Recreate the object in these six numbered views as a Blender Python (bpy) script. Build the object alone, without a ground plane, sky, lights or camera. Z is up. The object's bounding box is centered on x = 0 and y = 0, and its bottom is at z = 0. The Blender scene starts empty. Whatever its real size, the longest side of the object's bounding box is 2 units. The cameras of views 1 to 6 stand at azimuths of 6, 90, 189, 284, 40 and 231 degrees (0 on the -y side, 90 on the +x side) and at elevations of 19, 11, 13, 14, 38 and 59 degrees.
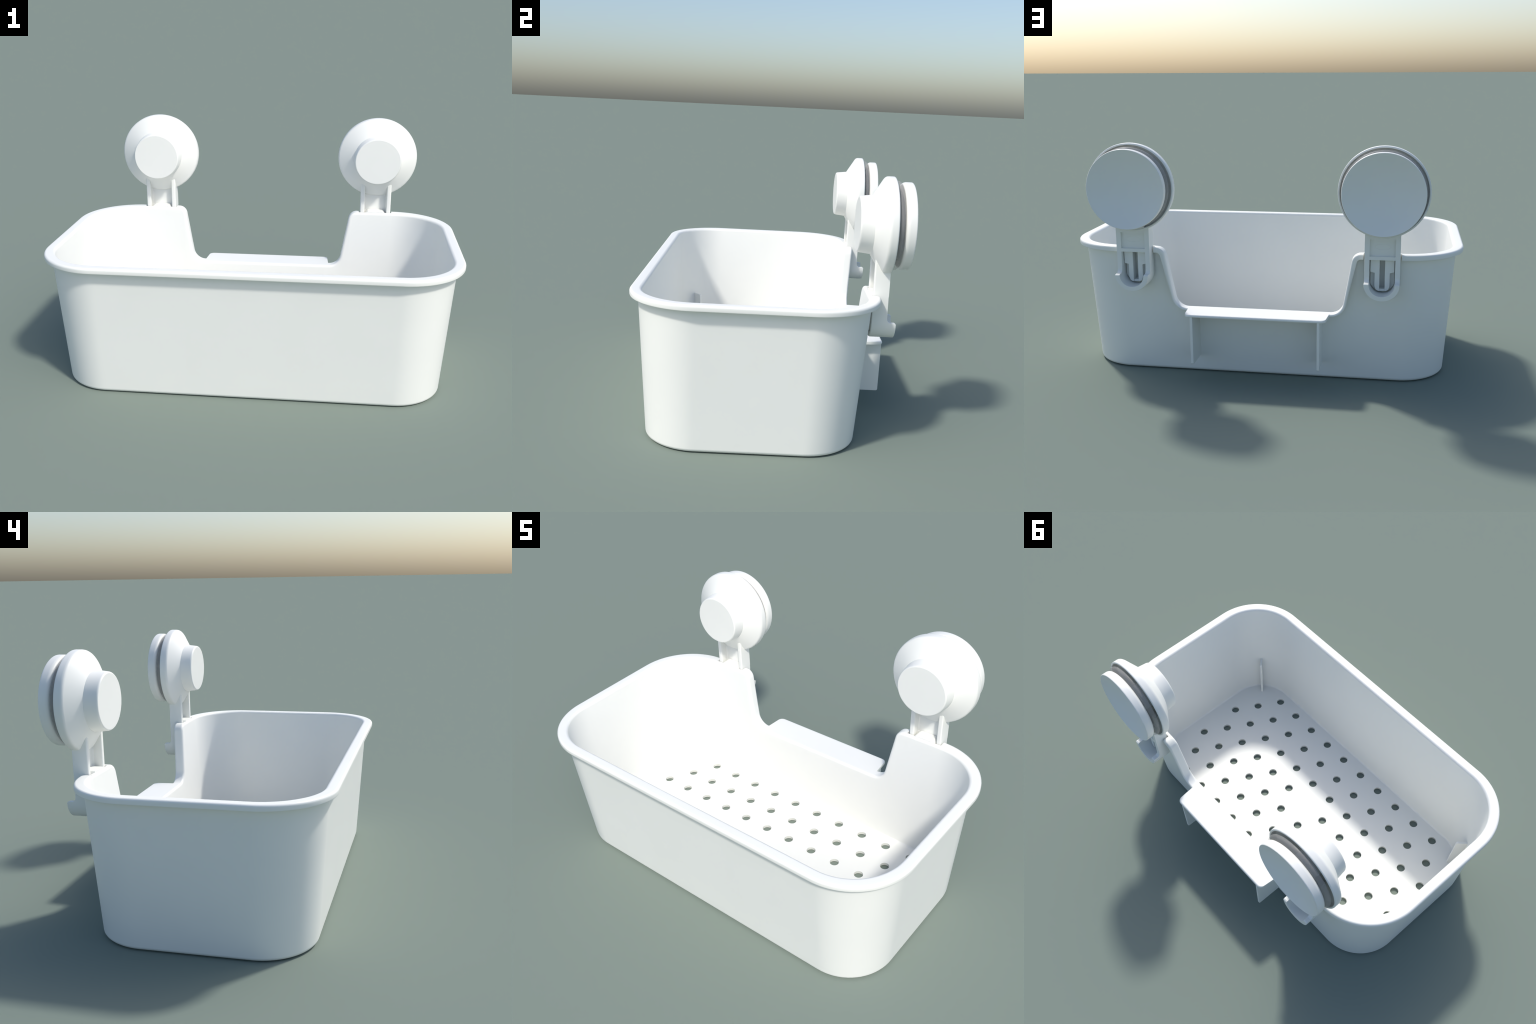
"""White plastic shower basket with a notched back wall, drain holes and two
suction-cup mounts.  Metres, z up, longest side (x) = 2.0 m."""
import bpy, bmesh, math
import numpy as np
from mathutils import Vector

# ------------------------------------------------------------------ sizes
YC = -0.058            # centre of the tub in y
TOP = 0.6640            # rim height
NOTCH = 0.3520         # height of the notch floor / ledge
WALL = 0.0172          # wall thickness
FLOOR = 0.015          # floor thickness
LIP = 0.0275           # thickness of the turned-out rim
LIP_Y = 0.487          # outer plane of the rim on the back wall
IN0 = (0.9040, 0.4485, 0.2165)   # inner half x, half y, corner radius at z = 0
IN1 = (0.9468, 0.4908, 0.2450)   # the same at z = TOP
CUP_X = 0.608          # distance of the cup axis from the middle
CUP_Z = 0.965          # height of the cup axis
ARM_H = 0.0835         # half width of the arm
ARM_I = 0.0600         # half width of the opening in the arm


# -------------------------------------------------------------- materials
def plastic(name, colour, rough, grain=0.015, bump=0.02, spec=0.5):
    m = bpy.data.materials.new(name)
    m.use_nodes = True
    nt = m.node_tree
    bsdf = nt.nodes["Principled BSDF"]
    tc = nt.nodes.new("ShaderNodeTexCoord")
    big = nt.nodes.new("ShaderNodeTexNoise")
    big.inputs["Scale"].default_value = 6.0
    big.inputs["Detail"].default_value = 4.0
    fine = nt.nodes.new("ShaderNodeTexNoise")
    fine.inputs["Scale"].default_value = 260.0
    fine.inputs["Detail"].default_value = 2.0
    nt.links.new(tc.outputs["Object"], big.inputs["Vector"])
    nt.links.new(tc.outputs["Object"], fine.inputs["Vector"])
    ramp = nt.nodes.new("ShaderNodeValToRGB")
    lo = [c * (1 - grain) for c in colour]
    hi = [min(1.0, c * (1 + grain)) for c in colour]
    ramp.color_ramp.elements[0].position = 0.3
    ramp.color_ramp.elements[1].position = 0.7
    ramp.color_ramp.elements[0].color = (*lo, 1)
    ramp.color_ramp.elements[1].color = (*hi, 1)
    nt.links.new(big.outputs["Fac"], ramp.inputs["Fac"])
    nt.links.new(ramp.outputs["Color"], bsdf.inputs["Base Color"])
    mr = nt.nodes.new("ShaderNodeMapRange")
    mr.inputs["To Min"].default_value = rough - 0.04
    mr.inputs["To Max"].default_value = rough + 0.04
    nt.links.new(big.outputs["Fac"], mr.inputs["Value"])
    nt.links.new(mr.outputs["Result"], bsdf.inputs["Roughness"])
    bp = nt.nodes.new("ShaderNodeBump")
    bp.inputs["Strength"].default_value = bump
    bp.inputs["Distance"].default_value = 0.001
    nt.links.new(fine.outputs["Fac"], bp.inputs["Height"])
    nt.links.new(bp.outputs["Normal"], bsdf.inputs["Normal"])
    bsdf.inputs["Specular IOR Level"].default_value = spec
    return m


WHITE = plastic("white_plastic", (0.838, 0.846, 0.806), 0.45, grain=0.006)
SEAL = plastic("translucent_grey_seal", (0.58, 0.56, 0.54), 0.35, grain=0.15, bump=0.2)
SEAL.node_tree.nodes["Principled BSDF"].inputs["Alpha"].default_value = 0.28


# ---------------------------------------------------------------- helpers
def corner_normals(verts, faces, angle=35.0):
    """Smooth-by-angle corner normals, weighted by face area so that large flat
    faces stay flat and only the fillets shade round."""
    V = np.asarray(verts, float)
    fn, fa, at = [], [], [[] for _ in V]
    for i, f in enumerate(faces):
        p = V[list(f)]
        n = np.zeros(3)
        for k in range(1, len(f) - 1):
            n += np.cross(p[k] - p[0], p[k + 1] - p[0])
        a = np.linalg.norm(n)
        fn.append(n / a if a > 1e-14 else np.zeros(3))
        fa.append(a)
        for v in f:
            at[v].append(i)
    fn = np.array(fn)
    fa = np.array(fa)
    lim = math.cos(math.radians(angle))
    out = []
    for i, f in enumerate(faces):
        for v in f:
            near = [j for j in at[v] if fn[j] @ fn[i] > lim]
            s = (fn[near] * fa[near][:, None]).sum(0) if near else fn[i]
            l = np.linalg.norm(s)
            out.append(s / l if l > 1e-14 else np.array([0, 0, 1.0]))
    return out


def add_mesh(name, verts, faces, mat, parent=None, normals=None, angle=35.0):
    if normals is None:
        normals = corner_normals(verts, faces, angle)
    used = sorted({v for f in faces for v in f})
    remap = {v: i for i, v in enumerate(used)}
    me = bpy.data.meshes.new(name)
    me.from_pydata([tuple(verts[v]) for v in used], [],
                   [[remap[v] for v in f] for f in faces])
    me.polygons.foreach_set("use_smooth", [True] * len(me.polygons))
    me.update()
    me.normals_split_custom_set([tuple(n) for n in normals])
    me.materials.append(mat)
    ob = bpy.data.objects.new(name, me)
    bpy.context.scene.collection.objects.link(ob)
    ob.parent = parent
    return ob


def bm_out(bm):
    bmesh.ops.recalc_face_normals(bm, faces=bm.faces)
    bm.verts.index_update()
    v = [tuple(x.co) for x in bm.verts]
    f = [[x.index for x in p.verts] for p in bm.faces]
    bm.free()
    return v, f


def bevel_sharp(bm, width, segs=2, angle=40.0):
    lim = math.radians(angle)
    es = [e for e in bm.edges if len(e.link_faces) == 2 and e.calc_face_angle(0) > lim]
    bmesh.ops.bevel(bm, geom=es, offset=width, segments=segs, profile=0.5,
                    affect='EDGES', clamp_overlap=True)


def prism(outline, y0, y1, axis='y', bevel=0.0, segs=2, angle=40.0):
    """Extrude a closed outline: (x, z) pairs along y, or (y, z) pairs along x."""
    bm = bmesh.new()
    def pt(p, d):
        return (p[0], d, p[1]) if axis == 'y' else (d, p[0], p[1])
    a = [bm.verts.new(pt(p, y0)) for p in outline]
    b = [bm.verts.new(pt(p, y1)) for p in outline]
    bm.faces.new(a)
    bm.faces.new(b)
    n = len(outline)
    for i in range(n):
        bm.faces.new([a[i], a[(i + 1) % n], b[(i + 1) % n], b[i]])
    bmesh.ops.recalc_face_normals(bm, faces=bm.faces)
    if bevel:
        bevel_sharp(bm, bevel, segs, angle)
    return bm_out(bm)


def join(*parts):
    V, F = [], []
    for v, f in parts:
        o = len(V)
        V += list(v)
        F += [[i + o for i in p] for p in f]
    return V, F


def lathe(profile, n=96):
    """Turn an (r, y) profile about the cup axis (x = 0, z = CUP_Z)."""
    V, F, rows = [], [], []
    for r, y in profile:
        if r < 1e-6:
            rows.append([len(V)])
            V.append((0.0, y, CUP_Z))
        else:
            rows.append(list(range(len(V), len(V) + n)))
            V += [(r * math.cos(2 * math.pi * k / n), y,
                   CUP_Z + r * math.sin(2 * math.pi * k / n)) for k in range(n)]
    for a, b in zip(rows, rows[1:]):
        for k in range(n):
            l = (k + 1) % n
            if len(a) == 1:
                F.append([a[0], b[l], b[k]])
            elif len(b) == 1:
                F.append([a[k], a[l], b[0]])
            else:
                F.append([a[k], a[l], b[l], b[k]])
    bm = bmesh.new()
    vs = [bm.verts.new(v) for v in V]
    for f in F:
        bm.faces.new([vs[i] for i in f])
    return bm_out(bm)


def arc(cx, cy, r, a0, a1, n):
    return [(cx + r * math.cos(math.radians(a0 + (a1 - a0) * i / n)),
             cy + r * math.sin(math.radians(a0 + (a1 - a0) * i / n))) for i in range(n + 1)]


def rounded(points, radii, n=6):
    """Round the corners of a closed polygon."""
    out = []
    m = len(points)
    for i, (p, r) in enumerate(zip(points, radii)):
        p = Vector(p)
        if r <= 0:
            out.append(tuple(p))
            continue
        a = (Vector(points[i - 1]) - p).normalized()
        b = (Vector(points[(i + 1) % m]) - p).normalized()
        half = a.angle(b) / 2
        t = r / math.tan(half)
        c = p + (a + b).normalized() * (r / math.sin(half))
        v0, v1 = p + a * t - c, p + b * t - c
        ang = v0.angle_signed(v1)
        for k in range(n + 1):
            w = -ang * k / n
            out.append((c.x + v0.x * math.cos(w) - v0.y * math.sin(w),
                        c.y + v0.x * math.sin(w) + v0.y * math.cos(w)))
    return out


# ------------------------------------------------------------ basket shell
def size(z, off=0.0):
    t = z / TOP
    a, b, r = (IN0[i] + (IN1[i] - IN0[i]) * t for i in range(3))
    return a + off, b + off, r + off


def perim(kind, s, z, off=0.0):
    """Point and outward normal on the wall at height z.  kind: 'front', 'left',
    'right', 'back' with s in -1..1 along the straight part, or a corner
    (sx, sy) with s the angle in degrees."""
    a, b, r = size(z, off)
    if kind == 'back':
        return Vector((s * (a - r), YC + b, z)), Vector((0, 1, 0))
    if kind == 'front':
        return Vector((s * (a - r), YC - b, z)), Vector((0, -1, 0))
    if kind == 'right':
        return Vector((a, YC + s * (b - r), z)), Vector((1, 0, 0))
    if kind == 'left':
        return Vector((-a, YC + s * (b - r), z)), Vector((-1, 0, 0))
    sx, sy = kind
    c, q = math.cos(math.radians(s)), math.sin(math.radians(s))
    return Vector((sx * (a - r) + r * c, YC + sy * (b - r) + r * q, z)), Vector((c, q, 0))


def notch_edge():
    """Right half of the back edge from the corner to the middle: (x, z) pairs
    with the two rounded bends of the notch."""
    x_top, x_bot = 0.4685, 0.4140          # where the slope meets top and bottom
    d = Vector((x_bot - x_top, NOTCH - TOP)).normalized()
    turn = math.acos(-d.x)                # between edge going -x and slope
    pts = []
    r1, r2 = 0.046, 0.066
    t1, t2 = r1 * math.tan(turn / 2), r2 * math.tan(turn / 2)
    c1 = Vector((x_top + t1, TOP - r1))
    n1 = 10
    for i in range(n1 + 1):
        w = math.pi / 2 + turn * i / n1
        pts.append((c1.x + r1 * math.cos(w), c1.y + r1 * math.sin(w)))
    c2 = Vector((x_bot - t2, NOTCH + r2))
    end = c2 + r2 * Vector((math.cos(-math.pi / 2 + turn), math.sin(-math.pi / 2 + turn)))
    last = Vector(pts[-1])
    for i in range(1, 8):
        p = last.lerp(end, i / 8)
        pts.append((p.x, p.y))
    n2 = 14
    for i in range(n2 + 1):
        w = -math.pi / 2 + turn * (1 - i / n2)
        pts.append((c2.x + r2 * math.cos(w), c2.y + r2 * math.sin(w)))
    return pts


def build_shell(root):
    ledge_y = 0.571
    y_in = lambda z: YC + size(z)[1]
    cut0, cut1 = CUP_X + ARM_H + 0.007, CUP_X - ARM_H - 0.007
    depth_top = LIP_Y - y_in(TOP)
    thin = WALL + 0.0012
    half = []                                  # (x, z, lip depth, region)
    half += [(0.7008, TOP, depth_top, 0), (cut0, TOP, depth_top, 0)]
    k = 8                                      # the lip is cut away behind the arm
    e0, e1 = cut0 - 0.0006, cut1
    for i in range(k + 1):
        half.append((e0 + (e1 + 0.0006 - e0) * i / k, TOP, thin, 0))
    half.append((cut1, TOP, depth_top, 0))
    for x, z in notch_edge():
        half.append((x, z, depth_top, 0))
    base = depth_top
    full = ledge_y - y_in(NOTCH)
    half = [h for h in half if h[1] > NOTCH + 1e-6 or h[0] > 0.3561]
    half += [(0.3556, NOTCH, base, 0), (0.3550, NOTCH, base + 0.004, 1),
             (0.3485, NOTCH, full - 0.024, 1)]
    for i in range(1, 7):
        w = math.radians(90 * i / 6)
        half.append((0.3485 - 0.026 * (1 - math.cos(w)), NOTCH, full - 0.024 + 0.024 * math.sin(w), 1))
    half += [(0.3485 - 0.026 - 0.04 * i, NOTCH, full, 1) for i in range(1, 8)]
    half.append((0.0, NOTCH, full, 1))
    back = half + [(-x, z, d, g) for x, z, d, g in reversed(half[:-1])]

    cols = []                                  # (kind, s, z, depth, region)
    dep = 1.0 - IN1[0]
    n = 28
    ns = 12
    for i in range(ns):
        cols.append(('right', -1 + 2 * i / ns, TOP, dep, 0))
    for i in range(n):
        t = i / n
        cols.append(((1, 1), 90 * t, TOP, dep + (depth_top - dep) * t, 0))
    for x, z, d, g in back:
        a, b, r = size(z)
        cols.append(('back', x / (a - r), z, d, g))
    for i in range(1, n + 1):
        t = i / n
        cols.append(((-1, 1), 90 + 90 * t, TOP, depth_top + (dep - depth_top) * t, 0))
    for i in range(1, ns):
        cols.append(('left', 1 - 2 * i / ns, TOP, dep, 0))
    for i in range(n):
        cols.append(((-1, -1), 180 + 90 * i / n, TOP, dep, 0))
    for i in range(25):
        cols.append(('front', -1 + 2 * i / 24, TOP, dep, 0))
    for i in range(1, n):
        cols.append(((1, -1), 270 + 90 * i / n, TOP, dep, 0))
    N = len(cols)

    V, rows_of = [], []
    fi, fo = 0.010, 0.018                      # inner / outer floor fillets
    rows = 9
    edge = [perim(k_, s, z)[0] for k_, s, z, _, _ in cols]
    tags = None
    for i, (kind, s, z, d, g) in enumerate(cols):
        E, O = perim(kind, s, z)
        T = (edge[(i + 1) % N] - edge[i - 1])
        T -= O * T.dot(O)
        T.normalize()
        U = O.cross(T)                         # 'up' within the wall surface
        if U.z < -1e-6 or (abs(U.z) < 1e-6 and U.x * E.x > 0):
            U = -U
        pts, tg = [], []
        # inner floor fillet, from the floor edge up
        for k in range(4):
            w = math.radians(90 * k / 4)
            q, _ = perim(kind, s, FLOOR + fi * (1 - math.cos(w)), -fi * (1 - math.sin(w)))
            pts.append(q); tg.append('wall')
        # inner wall
        fr = 0.014
        top_in = E - U * fr
        low, _ = perim(kind, s, FLOOR + fi)
        for k in range(rows):
            pts.append(low.lerp(top_in, k / rows)); tg.append('wall')
        # lip: inner fillet, flat top, outer roundings, underside
        ro = max(0.004, min(0.011, d - fr - 0.001))
        lip = [(fr - fr * math.cos(math.radians(w)), -fr + fr * math.sin(math.radians(w)))
               for w in (0, 22.5, 45, 67.5, 90)] if d > 0.03 else \
              [(0.010 - 0.010 * math.cos(math.radians(w)), -fr + fr * math.sin(math.radians(w)))
               for w in (0, 22.5, 45, 67.5, 90)]
        rb = min(0.005, (d - WALL) * 0.5)
        low_part = min(1.0, (TOP - z) / (TOP - NOTCH) * 1.25)
        thick = LIP - 0.0125 * low_part        # thinner towards the notch floor
        ro = min(ro, thick - rb - 0.001)
        lip += [(d - ro + ro * math.sin(math.radians(w)), -ro + ro * math.cos(math.radians(w)))
                for w in (0, 22.5, 45, 67.5, 90)]
        lip += [(d, -thick + rb), (d - 0.3 * rb, -thick + 0.3 * rb), (d - rb, -thick), (WALL, -thick)]
        for o, u in lip:
            pts.append(E + O * o + U * u); tg.append('ledge' if g else 'rim')
        # outer wall down to the outer floor fillet
        top_out = pts[-1]
        low, _ = perim(kind, s, fo, WALL)
        for k in range(1, rows + 1):
            pts.append(top_out.lerp(low, k / rows)); tg.append('outer')
        for k in range(1, 6):
            w = math.radians(90 * k / 5)
            q, _ = perim(kind, s, fo * (1 - math.sin(w)), WALL - fo * (1 - math.cos(w)))
            pts.append(q); tg.append('outer')
        rows_of.append(list(range(len(V), len(V) + len(pts))))
        V += [tuple(p) for p in pts]
        tags = tags or []
        tags.append(tg)
    M = len(rows_of[0])
    F, R = [], []
    first_lip = tags[0].index('rim')
    last_lip = len(tags[0]) - 1 - tags[0][::-1].index('rim')
    for i in range(N):
        j = (i + 1) % N
        for k in range(M - 1):
            F.append([rows_of[j][k], rows_of[i][k], rows_of[i][k + 1], rows_of[j][k + 1]])
            if first_lip <= k < last_lip:
                R.append('ledge' if tags[i][k] == 'ledge' and tags[j][k] == 'ledge' else 'rim')
            else:
                R.append('wall')
    # floor with staggered rows of drain holes
    holes = []
    for j in range(7):
        y = -0.0575 + (j - 3) * 0.1272
        n_ = (10, 11, 12, 11, 12, 11, 10)[j]
        holes += [((i - (n_ - 1) / 2) * 0.1467, y) for i in range(n_)
                  if not (j == 3 and i == 5)]       # the very middle stays closed
    hr, hn = 0.0232, 24
    top_loop = [r_[0] for r_ in rows_of]
    bot_loop = [r_[-1] for r_ in rows_of]
    hole_ids = []
    for z in (FLOOR, 0.0):
        ids = []
        for hx, hy in holes:
            ids.append(list(range(len(V), len(V) + hn)))
            V += [(hx + hr * math.cos(2 * math.pi * t / hn), hy + hr * math.sin(2 * math.pi * t / hn), z)
                  for t in range(hn)]
        hole_ids.append(ids)
    for loop, ids, up in ((top_loop, hole_ids[0], 1), (bot_loop, hole_ids[1], -1)):
        bm = bmesh.new()
        back_id = {}
        es = []
        for lp in [loop] + ids:
            vs = []
            for v in lp:
                w = bm.verts.new(V[v])
                back_id[w] = v
                vs.append(w)
            es += [bm.edges.new((vs[t], vs[(t + 1) % len(vs)])) for t in range(len(vs))]
        bmesh.ops.triangle_fill(bm, edges=es, use_beauty=True, use_dissolve=False,
                                normal=(0, 0, up))
        for f in bm.faces:
            ids3 = [back_id[v] for v in f.verts]
            if f.normal.z * up < 0:
                ids3.reverse()
            F.append(ids3)
            R.append('floor')
        bm.free()
    for a, b in zip(*hole_ids):
        for t in range(hn):
            u = (t + 1) % hn
            F.append([a[u], a[t], b[t], b[u]])
            R.append('floor')
    # orientation: the wall loop faces the cavity on the inside
    p = [Vector(V[v]) for v in F[4]]
    nrm = (p[1] - p[0]).cross(p[2] - p[0])
    if nrm.dot(Vector((0, YC, p[0].z)) - p[0]) < 0:
        F = [list(reversed(f)) if r_ != 'floor' else f for f, r_ in zip(F, R)]
    for idx, r_ in enumerate(R):           # hole barrels look towards their axis
        f = F[idx]
        if r_ == 'floor' and len(f) == 4:
            q = [Vector(V[v]) for v in f]
            nn = (q[1] - q[0]).cross(q[2] - q[0])
            c = sum(q, Vector()) / 4
            hx, hy = min(holes, key=lambda h: (h[0] - c.x) ** 2 + (h[1] - c.y) ** 2)
            if nn.dot(Vector((hx - c.x, hy - c.y, 0))) < 0:
                F[idx] = list(reversed(f))
    nor = corner_normals(V, F, 40.0)
    for want in ('wall', 'rim', 'ledge', 'floor'):
        ff, nn, o = [], [], 0
        for f, r_ in zip(F, R):
            if r_ == want:
                ff.append(f)
                nn += nor[o:o + len(f)]
            o += len(f)
        add_mesh(want, V, ff, WHITE, root, normals=nn)


# --------------------------------------------------------- ribs and fins
def build_ribs(root):
    y0, y1 = 0.4125, 0.5685
    out = rounded([(y0, 0.092), (y1 - 0.003, 0.092), (y1, 0.3385), (0.428, 0.3385)],
                  [0, 0.008, 0, 0])
    v, f = prism(out, -0.0065, 0.0065, axis='x', bevel=0.002)
    rib = add_mesh("support_rib", v, f, WHITE, root)
    rib.location.x = 0.313
    twin = rib.copy()
    bpy.context.scene.collection.objects.link(twin)
    twin.location.x = -0.313
    # upright fins across the two front inside corners
    c = Vector((IN0[0] - IN0[2], YC - IN0[1] + IN0[2]))
    prof = rounded([(0.163, FLOOR - 0.004), (0.177, 0.258), (0.250, 0.258), (0.226, FLOOR - 0.004)],
                   [0, 0.012, 0, 0])
    v, f = prism(prof, -0.006, 0.006, axis='x', bevel=0.0015)
    # prism gives (thickness, radius, height): turn it into the corner diagonal
    fin = None
    for sx in (1, -1):
        ob = add_mesh("corner_fin", v, f, WHITE, root) if fin is None else fin.copy()
        if fin is None:
            fin = ob
        else:
            bpy.context.scene.collection.objects.link(ob)
        ob.location = (sx * c.x, c.y, 0)
        ob.rotation_euler = (0, 0, math.radians(-135 if sx > 0 else 135))


# ------------------------------------------------------------ suction cup
def cup_meshes():
    hub = [(0, 0.3755), (0.117, 0.3755), (0.1205, 0.3767), (0.123, 0.380), (0.1245, 0.385),
           (0.1305, 0.438), (0.1325, 0.4395), (0.1325, 0.444), (0, 0.444)]
    # hollow housing: cone, upright rim, thin lip, then back up the inside
    housing = [(0.10, 0.435), (0.129, 0.4365), (0.134, 0.4385), (0.2055, 0.4835), (0.2105, 0.488),
               (0.213, 0.493), (0.214, 0.500), (0.214, 0.5205), (0.2133, 0.5240), (0.2110, 0.526),
               (0.2070, 0.526), (0.2050, 0.5250), (0.2040, 0.522), (0.2020, 0.499), (0.197, 0.4935),
               (0.130, 0.453), (0.07, 0.450), (0.068, 0.452), (0.065, 0.5335), (0, 0.5335)]
    seal = [(0.125, 0.5300), (0.188, 0.5290), (0.195, 0.5320), (0.197, 0.5390), (0.195, 0.5480),
            (0.188, 0.5540), (0.176, 0.5562), (0.125, 0.5562), (0.125, 0.5300)]
    pad = [(0, 0.534), (0.09, 0.537), (0.150, 0.5570), (0.174, 0.5570), (0.180, 0.5578), (0.1855, 0.5610),
           (0.1890, 0.5655), (0.1912, 0.571), (0.192, 0.577),
           (0.192, 0.5990), (0.1913, 0.6025), (0.1895, 0.604)]
    # the face that meets the wall is dished
    pad += [(0.1885 * (1 - k / 12), 0.6035 - 0.053 * (1 - (1 - k / 12) ** 2)) for k in range(13)]
    return lathe(hub), lathe(housing), lathe(seal), lathe(pad)


def arm_mesh():
    """Two side rails that run down into a half-round hook, a web plate between
    them and the raised frame of the rear pocket."""
    zc = 0.5365
    front, back, hook = 0.4555, 0.5245, 0.565
    st = []                                    # outer pt, inner pt, back y
    def rail(sx):
        seq = [(0.865, 0.497), (0.770, 0.497), (0.7695, back), (0.66, back),
               (0.562, back), (0.556, back + 0.0006), (0.550, back + 0.003),
               (0.5455, back + 0.007), (0.542, back + 0.013)]
        return [((sx * ARM_H, z), (sx * ARM_I, z), y) for z, y in seq]
    right = rail(1)
    left = rail(-1)
    bend = []
    n = 28
    for i in range(n + 1):
        w = -math.pi * i / n
        y = hook
        if i in (0, n):
            y = hook
        bend.append(((ARM_H * math.cos(w), zc + 0.0785 * math.sin(w)),
                     (ARM_I * math.cos(w), zc + 0.0570 * math.sin(w)), y))
    top_r = ((ARM_H, zc + 0.0042), (ARM_I, zc + 0.0042), hook - 0.006)
    top_r0 = ((ARM_H, zc + 0.0048), (ARM_I, zc + 0.0048), back + 0.016)
    mir = lambda s: ((-s[0][0], s[0][1]), (-s[1][0], s[1][1]), s[2])
    st = right + [top_r0, top_r] + bend + [mir(top_r), mir(top_r0)] + list(reversed(left))
    V, F = [], []
    for o, i_, y in st:
        V += [(o[0], front, o[1]), (o[0], y, o[1]), (i_[0], y, i_[1]), (i_[0], front, i_[1])]
    m = len(st)
    for s in range(m - 1):
        a, b = 4 * s, 4 * (s + 1)
        for k in range(4):
            l = (k + 1) % 4
            F.append([a + k, b + k, b + l, a + l])
    F.append([0, 1, 2, 3])
    F.append([4 * (m - 1) + k for k in (3, 2, 1, 0)])
    bm = bmesh.new()
    vs = [bm.verts.new(v) for v in V]
    for f in F:
        bm.faces.new([vs[i] for i in f])
    bmesh.ops.recalc_face_normals(bm, faces=bm.faces)
    es = [e for e in bm.edges if len(e.link_faces) == 2 and e.calc_face_angle(0) > math.radians(60)
          and all(v.co.y < front + 1e-4 for v in e.verts)]
    bmesh.ops.bevel(bm, geom=es, offset=0.006, segments=3, profile=0.5, affect='EDGES')
    es = [e for e in bm.edges if len(e.link_faces) == 2 and e.calc_face_angle(0) > math.radians(60)
          and all(v.co.y > front + 0.03 for v in e.verts) and all(v.co.z < 0.765 for v in e.verts)]
    bmesh.ops.bevel(bm, geom=es, offset=0.0018, segments=2, profile=0.5, affect='EDGES')
    u = bm_out(bm)
    w = ARM_I + 0.002
    web = prism([(-w, 0.648), (w, 0.648), (w, 0.80), (-w, 0.80)], 0.4995, 0.5125)
    bar = prism([(-w, 0.6465), (w, 0.6465), (w, 0.664), (-w, 0.664)], 0.4960, 0.5240, bevel=0.0015)
    # upper frame bar: its lower edge follows the round housing
    top = [(w, 0.775), (-w, 0.775)]
    for i in range(13):
        x = -w + 2 * w * i / 12
        top.append((x, CUP_Z - math.sqrt(0.2275 ** 2 - x * x)))
    frame = prism(top, 0.4965, 0.5240)
    # small fillets where web and rails meet
    fil = []
    for sx in (1, -1):
        o = [(sx * w, 0.4925), (sx * (w - 0.009), 0.501), (sx * w, 0.501)]
        bm = bmesh.new()
        a = [bm.verts.new((p[0], p[1], 0.65)) for p in o]
        b = [bm.verts.new((p[0], p[1], 0.79)) for p in o]
        bm.faces.new(a); bm.faces.new(b)
        for t in range(3):
            bm.faces.new([a[t], a[(t + 1) % 3], b[(t + 1) % 3], b[t]])
        fil.append(bm_out(bm))
    return join(u, web, bar, frame, *fil)


def emblem_mesh():
    """Faint raised oval maker's mark in the rear pocket."""
    V, F = [], []
    n, cz = 48, 0.708
    prof = [(-0.0014, 0.0), (-0.0007, 0.0010), (0.0007, 0.0010), (0.0014, 0.0)]
    for k in range(n):
        w = 2 * math.pi * k / n
        for d, h in prof:
            V.append(((0.036 + d) * math.cos(w), 0.5122 + h, cz + (0.013 + d) * math.sin(w)))
    for k in range(n):
        a, b = 4 * k, 4 * ((k + 1) % n)
        for t in range(3):
            F.append([a + t, a + t + 1, b + t + 1, b + t])
    return V, F


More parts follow.
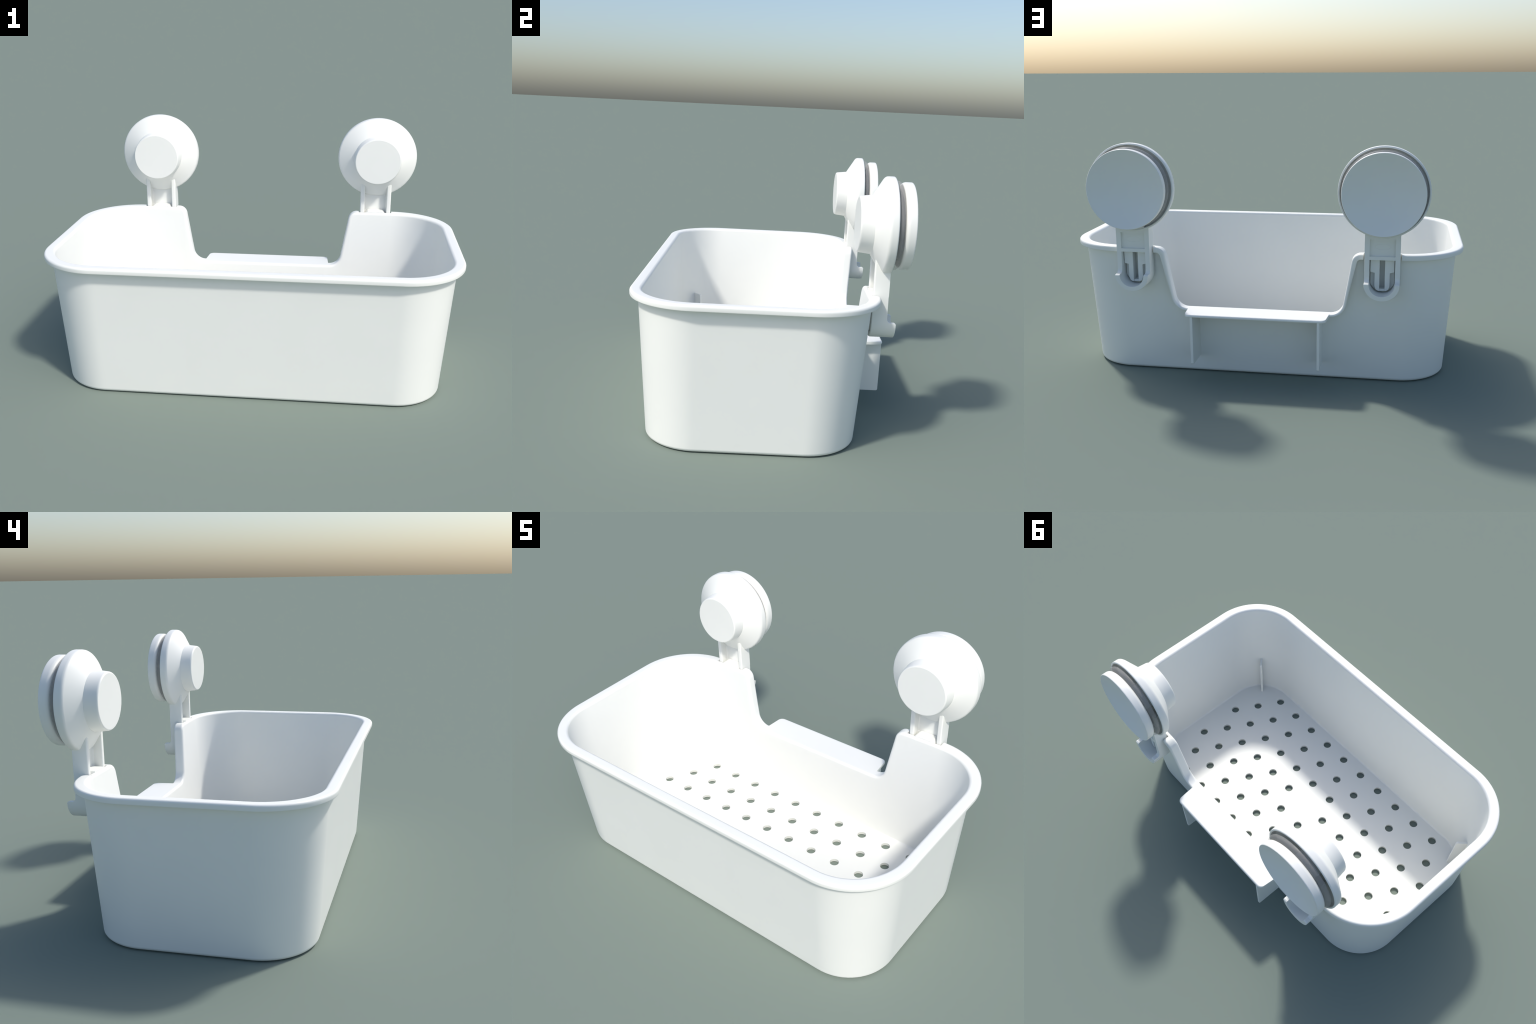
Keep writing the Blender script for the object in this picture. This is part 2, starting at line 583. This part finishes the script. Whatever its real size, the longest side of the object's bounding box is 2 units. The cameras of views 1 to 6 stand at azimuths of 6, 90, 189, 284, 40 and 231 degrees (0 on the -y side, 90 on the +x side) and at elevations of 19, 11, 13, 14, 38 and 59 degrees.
def clip_mesh():
    """Tongue on the basket that the arm hooks over, with a slot and two legs."""
    s, y0, y1 = 0.0125, 0.4430, 0.4985
    up = [(-0.0565, 0.583), (-0.0565, 0.656), (-0.042, 0.671), (0.042, 0.671), (0.0565, 0.656), (0.0565, 0.583),
          (0.036, 0.579), (0.036, 0.515), (0.030, 0.498), (0.018, 0.491), (s, 0.491), (s, 0.655),
          (-s, 0.655), (-s, 0.491), (-0.018, 0.491), (-0.030, 0.498), (-0.036, 0.515), (-0.036, 0.579)]
    rad = [0.004, 0.012, 0.010, 0.010, 0.012, 0.004, 0.004, 0.012, 0.006, 0.004, 0, 0, 0, 0, 0.004, 0.006, 0.012, 0.004]
    plate = prism(rounded(up, rad, 4), y0, y1, bevel=0.0012, segs=1)
    foot = prism([(-s - 0.001, 0.489), (s + 0.001, 0.489), (s + 0.001, 0.500), (-s - 0.001, 0.500)], 0.440, 0.490)
    # backing behind the legs
    sides = [prism([(m * s, 0.498), (m * 0.040, 0.498), (m * 0.0560, 0.520), (m * 0.0560, 0.60), (m * s, 0.60)],
                   0.4385, 0.472) for m in (1.0, -1.0)]
    return join(plate, foot, *sides)


def build_cups(root):
    hub, housing, seal, pad = cup_meshes()
    arm, emb, clip = arm_mesh(), emblem_mesh(), clip_mesh()
    body = add_mesh("suction_cup", *housing, WHITE, root, angle=50)
    kids = [add_mesh("knob", *hub, WHITE, body, angle=50),
            add_mesh("seal", *seal, SEAL, body, angle=50),
            add_mesh("wall_pad", *pad, WHITE, body, angle=50),
            add_mesh("arm", *arm, WHITE, body, angle=32),
            add_mesh("emblem", *emb, WHITE, body)]
    tongue = add_mesh("mounting_clip", *clip, WHITE, root)
    body.location.x = CUP_X
    tongue.location.x = CUP_X
    sc = bpy.context.scene.collection.objects
    twin = body.copy()
    sc.link(twin)
    twin.location.x = -CUP_X
    for k in kids:
        c = k.copy()
        sc.link(c)
        c.parent = twin
    t2 = tongue.copy()
    sc.link(t2)
    t2.location.x = -CUP_X


# ---------------------------------------------------------------- assemble
root = bpy.data.objects.new("shower_basket", None)
bpy.context.scene.collection.objects.link(root)
root["label"] = "white plastic shower basket with two suction cup mounts"
root["category"] = "bathroom basket"
build_shell(root)
build_ribs(root)
build_cups(root)
